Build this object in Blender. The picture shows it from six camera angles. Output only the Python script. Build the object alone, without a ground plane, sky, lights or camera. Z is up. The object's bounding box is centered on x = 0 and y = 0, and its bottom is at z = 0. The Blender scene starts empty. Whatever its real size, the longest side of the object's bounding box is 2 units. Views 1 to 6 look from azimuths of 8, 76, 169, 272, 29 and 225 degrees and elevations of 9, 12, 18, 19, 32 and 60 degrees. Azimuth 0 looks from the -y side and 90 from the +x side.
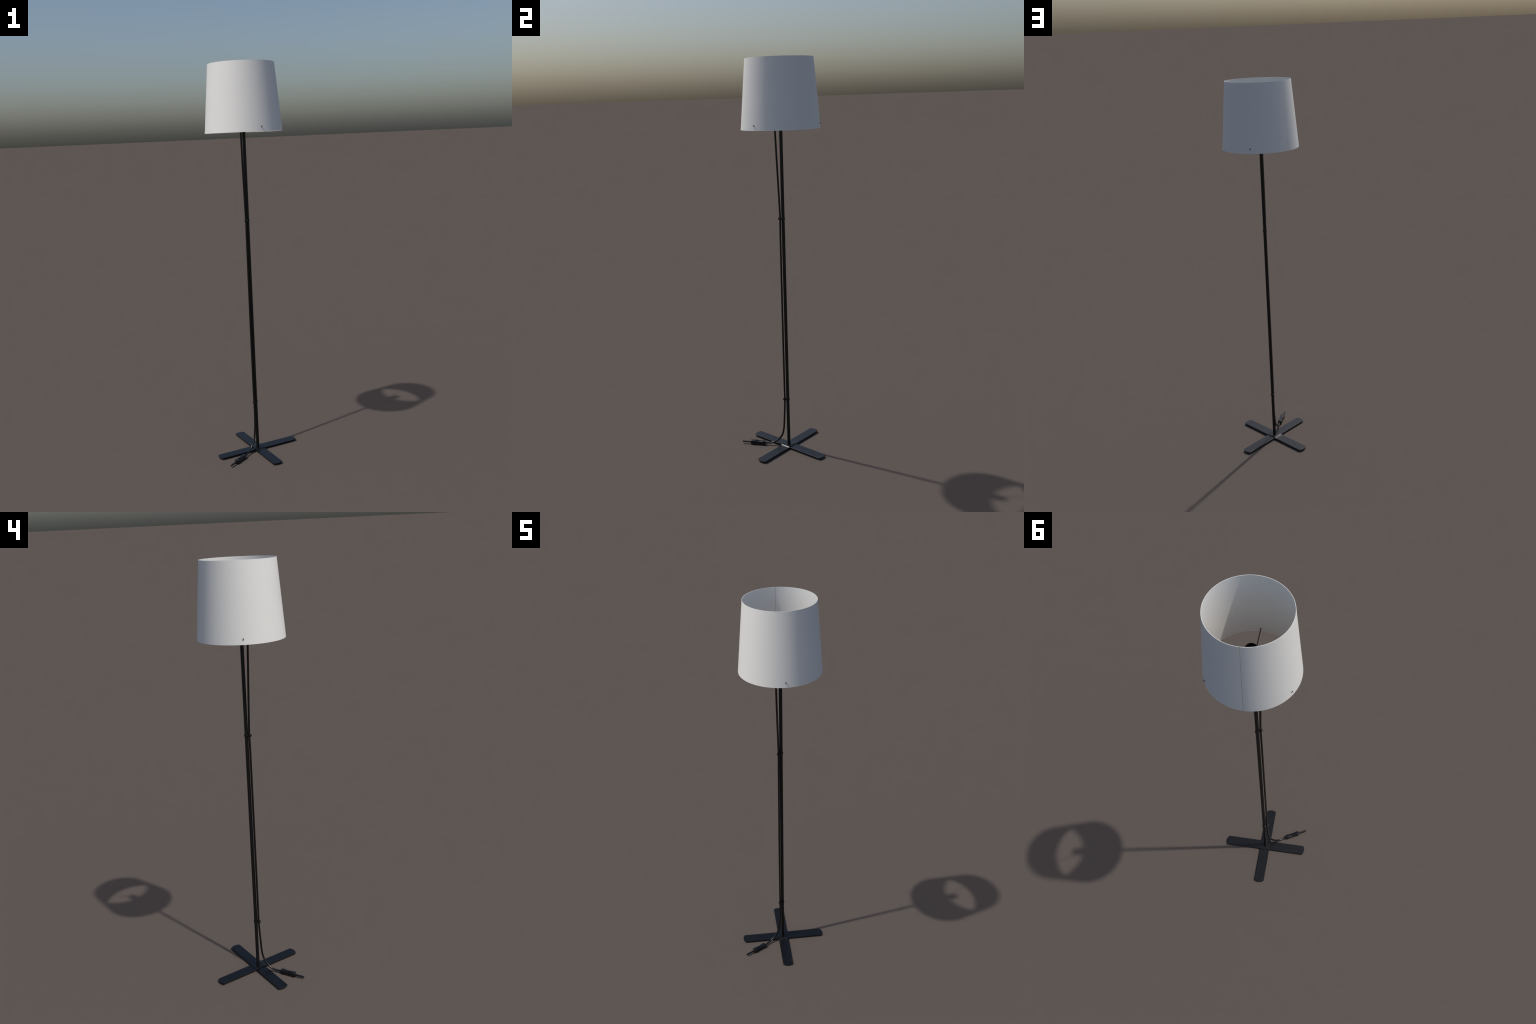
"""Floor lamp: white tapered drum shade on a slim black pole, a cross base of two
crossed steel flats, a power cable clipped to the pole and an inline rocker switch."""
import bpy, bmesh
from math import cos, sin, pi, radians, sqrt, tau
from mathutils import Vector, Matrix

AXIS = Vector((0.0007, 0.0187, 0.0))        # where the pole stands


# ---------------------------------------------------------------- helpers
def finish(bm, name, material, parent, sharp=35.0):
    mesh = bpy.data.meshes.new(name)
    bmesh.ops.recalc_face_normals(bm, faces=bm.faces)
    bm.to_mesh(mesh)
    bm.free()
    mesh.polygons.foreach_set("use_smooth", [True] * len(mesh.polygons))
    mesh.set_sharp_from_angle(angle=radians(sharp))
    mesh.materials.append(material)
    obj = bpy.data.objects.new(name, mesh)
    bpy.context.scene.collection.objects.link(obj)
    obj.parent = parent
    return obj


def place(obj, world):
    """World position of a part whose parent stands unrotated."""
    base = Vector((0, 0, 0))
    p = obj.parent
    while p:
        base += p.location
        p = p.parent
    obj.location = Vector(world) - base
    return obj


def lathe(bm, profile, segments=64, centre=(0, 0)):
    """Revolve a closed (r, z) profile; radius 0 closes to a pole."""
    rings = []
    for r, z in profile:
        if r < 1e-6:
            rings.append([bm.verts.new((centre[0], centre[1], z))])
        else:
            rings.append([bm.verts.new((centre[0] + r * cos(tau * i / segments),
                                        centre[1] + r * sin(tau * i / segments), z))
                          for i in range(segments)])
    n = len(rings)
    for k in range(n):
        a, b = rings[k], rings[(k + 1) % n]
        if len(a) == 1 and len(b) == 1:
            continue
        for i in range(segments):
            j = (i + 1) % segments
            if len(a) == 1:
                bm.faces.new((a[0], b[j], b[i]))
            elif len(b) == 1:
                bm.faces.new((a[i], a[j], b[0]))
            else:
                bm.faces.new((a[i], a[j], b[j], b[i]))


def spline(points, steps=10):
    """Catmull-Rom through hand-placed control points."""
    p = [Vector(q) for q in points]
    p = [2 * p[0] - p[1]] + p + [2 * p[-1] - p[-2]]
    out = []
    for i in range(1, len(p) - 2):
        a, b, c, d = p[i - 1:i + 3]
        for s in range(steps):
            t = s / steps
            out.append(0.5 * (2 * b + (c - a) * t + (2 * a - 5 * b + 4 * c - d) * t * t
                              + (3 * b - a - 3 * c + d) * t ** 3))
    out.append(p[-2])
    return out


def tube(bm, path, radius, segments=20):
    """Round rod along a path, with slightly chamfered flat ends."""
    path = [Vector(q) for q in path]
    tang = [(path[min(i + 1, len(path) - 1)] - path[max(i - 1, 0)]).normalized() for i in range(len(path))]
    side = tang[0].orthogonal().normalized()
    rows = []

    def ring(c, t, r):
        u = (side - t * side.dot(t)).normalized()
        v = t.cross(u)
        return [bm.verts.new(c + r * (u * cos(tau * k / segments) + v * sin(tau * k / segments))) for k in range(segments)]
    ch = radius * 0.18
    rows.append(ring(path[0], tang[0], radius - ch))
    for i, (c, t) in enumerate(zip(path, tang)):
        side = (side - t * side.dot(t)).normalized()
        off = ch if i == 0 else (-ch if i == len(path) - 1 else 0)
        rows.append(ring(c + t * off, t, radius))
    rows.append(ring(path[-1], tang[-1], radius - ch))
    for a, b in zip(rows, rows[1:]):
        for k in range(segments):
            bm.faces.new((a[k], a[(k + 1) % segments], b[(k + 1) % segments], b[k]))
    bm.faces.new(rows[0][::-1])
    bm.faces.new(rows[-1])


def bevel_mod(obj, width, segments=3, angle=40):
    m = obj.modifiers.new("rounded_edges", "BEVEL")
    m.width, m.segments, m.limit_method, m.angle_limit = width, segments, "ANGLE", radians(angle)
    m.harden_normals = True
    return obj


# ---------------------------------------------------------------- materials
def material(name, colour, rough, spec=0.5, vary=0.0, scale=40.0, bump=0.0, bump_scale=600.0, sheen=0.0, translucent=0.0):
    m = bpy.data.materials.new(name)
    m.use_nodes = True
    nt = m.node_tree
    nd, ln = nt.nodes, nt.links
    bsdf = nd["Principled BSDF"]
    bsdf.inputs["Roughness"].default_value = rough
    bsdf.inputs["Specular IOR Level"].default_value = spec
    coord = nd.new("ShaderNodeTexCoord")
    noise = nd.new("ShaderNodeTexNoise")
    noise.inputs["Scale"].default_value = scale
    noise.inputs["Detail"].default_value = 4
    ln.new(coord.outputs["Object"], noise.inputs["Vector"])
    ramp = nd.new("ShaderNodeValToRGB")
    lo = [c * (1 - vary) for c in colour]
    hi = [min(1, c * (1 + vary)) for c in colour]
    ramp.color_ramp.elements[0].position, ramp.color_ramp.elements[1].position = 0.3, 0.7
    ramp.color_ramp.elements[0].color = (*lo, 1)
    ramp.color_ramp.elements[1].color = (*hi, 1)
    ln.new(noise.outputs["Fac"], ramp.inputs["Fac"])
    ln.new(ramp.outputs["Color"], bsdf.inputs["Base Color"])
    if bump:
        fine = nd.new("ShaderNodeTexNoise")
        fine.inputs["Scale"].default_value = bump_scale
        fine.inputs["Detail"].default_value = 2
        ln.new(coord.outputs["Object"], fine.inputs["Vector"])
        b = nd.new("ShaderNodeBump")
        b.inputs["Strength"].default_value = bump
        b.inputs["Distance"].default_value = 0.0003
        ln.new(fine.outputs["Fac"], b.inputs["Height"])
        ln.new(b.outputs["Normal"], bsdf.inputs["Normal"])
    return m


shade_paper = material("white_shade_paper", (0.803, 0.805, 0.780), 0.55, 0.5, vary=0.008, scale=9)
base_paint = material("black_base_paint", (0.0015, 0.0015, 0.0018), 0.32, 0.5, vary=0.1, scale=30)
pole_paint = material("black_pole_paint", (0.006, 0.006, 0.006), 0.40, 0.4, vary=0.1, scale=30)
cable_rubber = material("black_cable_rubber", (0.004, 0.004, 0.004), 0.26, 0.5, vary=0.1, scale=30)
plastic = material("black_plastic", (0.004, 0.004, 0.0042), 0.26, 0.5, vary=0.1, scale=50)
socket_plastic = material("black_socket_plastic", (0.005, 0.005, 0.005), 0.25, 0.5, vary=0.1, scale=50)
contact_metal = material("brass_contact_metal", (0.30, 0.24, 0.13), 0.35, 0.5, vary=0.1, scale=60)
contact_metal.node_tree.nodes["Principled BSDF"].inputs["Metallic"].default_value = 1.0
felt = material("dark_felt", (0.02, 0.02, 0.02), 0.95, 0.1, vary=0.2, scale=300)

# ---------------------------------------------------------------- the lamp
lamp = bpy.data.objects.new("floor_lamp", None)
bpy.context.scene.collection.objects.link(lamp)
lamp.location = AXIS
lamp["label"] = "slim black floor lamp with white tapered drum shade"
lamp["category"] = "floor lamp"

# ---- shade: one sheet rolled to a cone, its ends meeting at a fine open seam
R_TOP, R_LOW, Z_TOP, Z_LOW, WALL = 0.1642, 0.1930, 2.000, 1.6675, 0.0014
SEAM_ANGLE, SEAM_TOP, SEAM_LOW = radians(124.6), 0.0015, 0.0024
bm = bmesh.new()
SEG, ROWS = 240, 14
grid = []
for i in range(SEG + 1):
    col = []
    for side in (0, 1):
        for k in range(ROWS + 1):
            f = k / ROWS
            r = R_LOW + (R_TOP - R_LOW) * f - side * WALL
            half = (SEAM_LOW + (SEAM_TOP - SEAM_LOW) * f) / 2 / r
            a = SEAM_ANGLE + half + (tau - 2 * half) * i / SEG
            col.append(bm.verts.new((r * cos(a), r * sin(a), Z_LOW + (Z_TOP - Z_LOW) * f)))
    grid.append(col)
N = ROWS + 1
for i in range(SEG):
    a, b = grid[i], grid[i + 1]
    for k in range(ROWS):
        bm.faces.new((a[k], b[k], b[k + 1], a[k + 1]))
        bm.faces.new((a[N + k], a[N + k + 1], b[N + k + 1], b[N + k]))
    bm.faces.new((a[0], a[N], b[N], b[0]))
    bm.faces.new((a[ROWS], b[ROWS], b[N + ROWS], a[N + ROWS]))
for col in (grid[0], grid[-1]):
    for k in range(ROWS):
        bm.faces.new((col[k], col[k + 1], col[N + k + 1], col[N + k]))
shade = place(finish(bm, "lamp_shade", shade_paper, lamp), AXIS)

# ---- pole
POLE_R = 0.0082
bm = bmesh.new()
lathe(bm, [(0, 0.0112), (POLE_R, 0.0112), (POLE_R, 0.4), (POLE_R, 0.8), (POLE_R, 1.2), (POLE_R, 1.695), (0, 1.695)], 40)
place(finish(bm, "pole", pole_paint, lamp), AXIS)

# ---- lamp holder: threaded shell on a flange, open at the top
bm = bmesh.new()
Z_S = 1.798
lathe(bm, [(0, 1.676), (0.010, 1.676), (0.012, 1.679), (0.012, 1.690), (0.020, 1.694), (0.0225, 1.699),
           (0.0235, 1.728), (0.0240, 1.730), (0.0236, Z_S - 0.008), (0.0243, Z_S - 0.0065), (0.0246, Z_S - 0.004), (0.0243, Z_S - 0.0015), (0.0235, Z_S), (0.0222, Z_S), (0.0213, Z_S - 0.0012), (0.0210, Z_S - 0.004),
           (0.0216, 1.704), (0, 1.704)], 56)
socket = place(finish(bm, "lamp_socket", socket_plastic, lamp), AXIS)
bm = bmesh.new()
lathe(bm, [(0, 1.7035), (0.0055, 1.7035), (0.0055, 1.706), (0.004, 1.708), (0, 1.7085)], 24)
place(finish(bm, "contact", contact_metal, socket), AXIS)

# ---- three wire arms: run out from the socket, pierce the shade, tips turned up
bm = bmesh.new()
tube(bm, [(0.014, 0, 1.6955), (0.06, 0, 1.6938), (0.12, 0, 1.6916), (0.176, 0, 1.6896), (0.184, 0, 1.6888),
          (0.1890, 0, 1.6872), (0.1918, 0, 1.6882), (0.1935, 0, 1.6910), (0.1942, 0, 1.6940)], 0.0019, 14)
arm = place(finish(bm, "spider_arm", pole_paint, lamp, 60), AXIS)
arm.rotation_euler.z = radians(-55)
for deg in (65, 185):
    more = arm.copy()
    more.rotation_euler.z = radians(deg)
    bpy.context.scene.collection.objects.link(more)

# ---- cross base: two flats with arched ends; the upper one is joggled over the lower
HALF, WIDE, BULGE = 0.2187, 0.0258, 0.0080
Z_UNDER, THICK, RISE = 0.0044, 0.0048, 0.0034   # flats, and the step of the upper one over the lower


def flat_bar(lift, step_from, step_to):
    """Strip of stations along x; its height follows a smooth double bend when lifted."""
    bm = bmesh.new()
    arc_r = (BULGE ** 2 + WIDE ** 2) / (2 * BULGE)
    across = 12

    def z_at(x):
        if not lift:
            return Z_UNDER
        t = min(1, max(0, (abs(x) - step_from) / (step_to - step_from)))
        return Z_UNDER + lift * (1 - t * t * (3 - 2 * t))

    def z_low(x):
        """Underside; half-lapped where the upper flat rides on the lower one."""
        return Z_UNDER + THICK + 0.0003 if lift and abs(x) < step_from + 0.0005 else z_at(x)
    xs = [HALF - 0.02]
    bends = [step_from + (step_to - step_from) * k / 8 for k in range(9)] if lift else [0.03]
    half_x = sorted(set(bends + [0.06, 0.10, 0.14, 0.18, HALF - 0.004]))
    stations = [-x for x in reversed(half_x)] + half_x
    rows_top, rows_low = [], []
    full = [-1] + list(range(len(stations))) + [-2]
    for s in full:
        top, low = [], []
        for k in range(across + 1):
            y = WIDE * (2 * k / across - 1)
            if s >= 0:
                x = stations[s]
            else:
                x = HALF + sqrt(arc_r ** 2 - y * y) - (arc_r - BULGE)
                x = -x if s == -1 else x
            z = z_at(x)
            top.append(bm.verts.new((x, y, z + THICK)))
            low.append(bm.verts.new((x, y, z_low(x))))
        rows_top.append(top)
        rows_low.append(low)
    for i in range(len(full) - 1):
        for k in range(across):
            bm.faces.new((rows_top[i][k], rows_top[i + 1][k], rows_top[i + 1][k + 1], rows_top[i][k + 1]))
            bm.faces.new((rows_low[i][k], rows_low[i][k + 1], rows_low[i + 1][k + 1], rows_low[i + 1][k]))
        for k in (0, across):
            bm.faces.new((rows_top[i][k], rows_low[i][k], rows_low[i + 1][k], rows_top[i + 1][k]))
    for r in (0, -1):
        for k in range(across):
            bm.faces.new((rows_top[r][k], rows_top[r][k + 1], rows_low[r][k + 1], rows_low[r][k]))
    return bm


lower = place(finish(flat_bar(0, 0, 0), "base_bar", base_paint, lamp), AXIS)
lower.rotation_euler.z = radians(34.9)
upper = place(finish(flat_bar(RISE, 0.0270, 0.0335), "base_bar", base_paint, lamp), AXIS)
upper.rotation_euler.z = radians(-55.1)
for bar in (lower, upper):
    bevel_mod(bar, 0.0008, 3, 50)

bm = bmesh.new()
lathe(bm, [(0, 0), (0.0135, 0), (0.0145, 0.001), (0.0145, Z_UNDER + 0.0006), (0, Z_UNDER + 0.0006)], 32)
foot = None
for ang in (34.9, 124.9, 214.9, 304.9):
    if foot is None:
        foot = finish(bm, "foot_pad", felt, lamp)
        o = foot
    else:
        o = foot.copy()
        bpy.context.scene.collection.objects.link(o)
    place(o, AXIS + Vector((cos(radians(ang)), sin(radians(ang)), 0)) * 0.198)

# ---- power cable: from the socket, through two clips, over the base to the switch
CABLE_R = 0.0047
TIP = Vector((-0.1075, -0.2100, 0.0090))
SW_DIR = Vector((0.442, 0.897, 0)).normalized()
switch_far, switch_near = TIP + SW_DIR * 0.0455, TIP + SW_DIR * 0.1255
path = spline([(-0.0066, 0.0020, 1.7060), (-0.0093, -0.0035, 1.6960), (-0.0105, -0.0070, 1.6800), (-0.0098, -0.0065, 1.6200),
               (-0.0088, -0.0014, 1.4600), (-0.0071, 0.0038, 1.3000), (-0.0060, 0.0053, 1.2268), (-0.0062, 0.0044, 1.1300),
               (-0.0069, 0.0041, 0.7500), (-0.0067, 0.0042, 0.3600), (-0.0060, 0.0045, 0.2660), (-0.0055, 0.0018, 0.2032),
               (-0.0062, -0.0016, 0.1400), (-0.0092, -0.0043, 0.1000), (-0.0120, -0.0115, 0.0660), (-0.0224, -0.0289, 0.0350),
               (-0.0350, -0.0530, 0.0150), (-0.0450, -0.0780, 0.0090), tuple(switch_near)], 10)
path += [switch_near + (TIP - switch_near) * (k / 8) for k in range(1, 9)]
bm = bmesh.new()
tube(bm, [p - AXIS for p in path], CABLE_R, 18)
place(finish(bm, "power_cable", cable_rubber, lamp, 35), AXIS)

# ---- clips: a ring around the pole joined to a smaller open ring around the cable
CLIP_AWAY = Vector((-0.35, -0.937, 0)).normalized()
RING_D, CLIP_H = 0.0170, 0.0112


def ring_profile(r_in, r_out, h):
    c = min(0.0009, (r_out - r_in) * 0.4)
    return [(r_in, -h / 2), (r_out - 2 * c, -h / 2), (r_out - 0.5 * c, -h / 2 + 1.2 * c), (r_out, -h / 2 + 3 * c),
            (r_out, h / 2 - 1.5 * c), (r_out - 0.5 * c, h / 2 - 0.4 * c), (r_out - 1.5 * c, h / 2), (r_in, h / 2)]


bm = bmesh.new()
lathe(bm, ring_profile(POLE_R + 0.0001, 0.0107, CLIP_H), 40)
lathe(bm, ring_profile(0.0050, 0.0081, CLIP_H), 32, (RING_D, 0))
clip = place(finish(bm, "cable_clip", plastic, lamp), AXIS + Vector((0, 0, 1.2278)))
from math import atan2
clip.rotation_euler.z = atan2(CLIP_AWAY.y, CLIP_AWAY.x)
second = clip.copy()
bpy.context.scene.collection.objects.link(second)
place(second, AXIS + Vector((0, 0, 0.2658)))

# ---- inline switch: waisted box with rounded ends and a rocker in a shallow well
LEN, W_END, W_MID, H_SW = 0.080, 0.0110, 0.0094, 0.0200


def switch_outline(n=14, inset=0.0):
    L, e = LEN / 2 - inset, W_END - inset
    corner = 0.0066 - inset * 0.5
    pts = []
    quarter = []
    for k in range(10):                                   # waist running to the rounded corner
        x = (L - corner) * k / 9
        t = min(1, max(0, (x / L - 0.28) / 0.50))
        quarter.append((x, (W_MID - inset) + (e - W_MID + inset) * t * t * (3 - 2 * t)))
    for k in range(1, 8):
        a = pi / 2 * k / 8
        quarter.append((L - corner + corner * sin(a), e - corner + corner * cos(a)))
    quarter.append((L, e - corner))
    quarter.append((L, 0.0))
    q1 = quarter
    q2 = [(x, -y) for x, y in reversed(quarter[:-1])]
    q3 = [(-x, -y) for x, y in quarter[1:]]
    q4 = [(-x, y) for x, y in reversed(quarter[1:-1])]
    return q1 + q2 + q3 + q4


def dip(x, y):
    """Shallow well around the rocker, scooped from the top face."""
    t = max(0.0, 1 - (x / 0.026) ** 2)
    return 0.0018 * t * t


bm = bmesh.new()
levels = [(0.0008, 0.0), (0.0, 0.0010), (0.0, H_SW * 0.5), (0.0, H_SW - 0.0022), (0.0005, H_SW - 0.0009), (0.0016, H_SW - 0.0002), (0.0026, H_SW)]
rings = []
for inset, z in levels:
    top = z > H_SW * 0.6
    rings.append([bm.verts.new((x, y, z - (dip(x, y) if top else 0))) for x, y in switch_outline(inset=inset)])
for a, b in zip(rings, rings[1:]):
    n = len(a)
    for k in range(n):
        bm.faces.new((a[k], a[(k + 1) % n], b[(k + 1) % n], b[k]))
bm.faces.new(rings[0][::-1])
n = len(rings[-1])
top = rings[-1]
h = 18                                                    # top face as a strip of quads across the length
pos = {}
for v in top:
    pos.setdefault(round(v.co.x, 5), []).append(v)
cols = [sorted(pos[x], key=lambda v: v.co.y) for x in sorted(pos)]
for a, b in zip(cols, cols[1:]):
    a2, b2 = [a[0], a[-1]], [b[0], b[-1]]
    ring = a2 + b2[::-1]
    if len(set(ring)) >= 3:
        seen = []
        for v in ring:
            if v not in seen:
                seen.append(v)
        bm.faces.new(seen)
for end in (cols[0], cols[-1]):
    if len(end) > 2:
        bm.faces.new(end)
centre = (switch_far + switch_near) / 2
switch = place(finish(bm, "cord_switch", plastic, lamp, 50), (centre.x, centre.y, 0.0))
switch.rotation_euler.z = atan2(SW_DIR.y, SW_DIR.x)

bm = bmesh.new()
RL, RW = 0.0155, 0.0042
rows = []
for k in range(13):                                       # rocker: bowed bar, its far end standing proud
    x = -RL + 2 * RL * k / 12
    zt = H_SW + 0.0022 - 0.0034 * (k / 12) + 0.0014 * abs(2 * k / 12 - 1)
    w = RW * min(1, sqrt(max(0.25, 1 - (abs(x) / RL) ** 6)))
    rows.append([bm.verts.new((x, -w, H_SW - 0.005)), bm.verts.new((x, -w, zt - 0.0006)), bm.verts.new((x, -w * 0.8, zt)),
                 bm.verts.new((x, w * 0.8, zt)), bm.verts.new((x, w, zt - 0.0006)), bm.verts.new((x, w, H_SW - 0.005))])
for a, b in zip(rows, rows[1:]):
    for k in range(6):
        bm.faces.new((a[k], a[(k + 1) % 6], b[(k + 1) % 6], b[k]))
bm.faces.new(rows[0])
bm.faces.new(rows[-1][::-1])
rocker = finish(bm, "rocker", plastic, switch, 30)
bpy.context.view_layer.update()
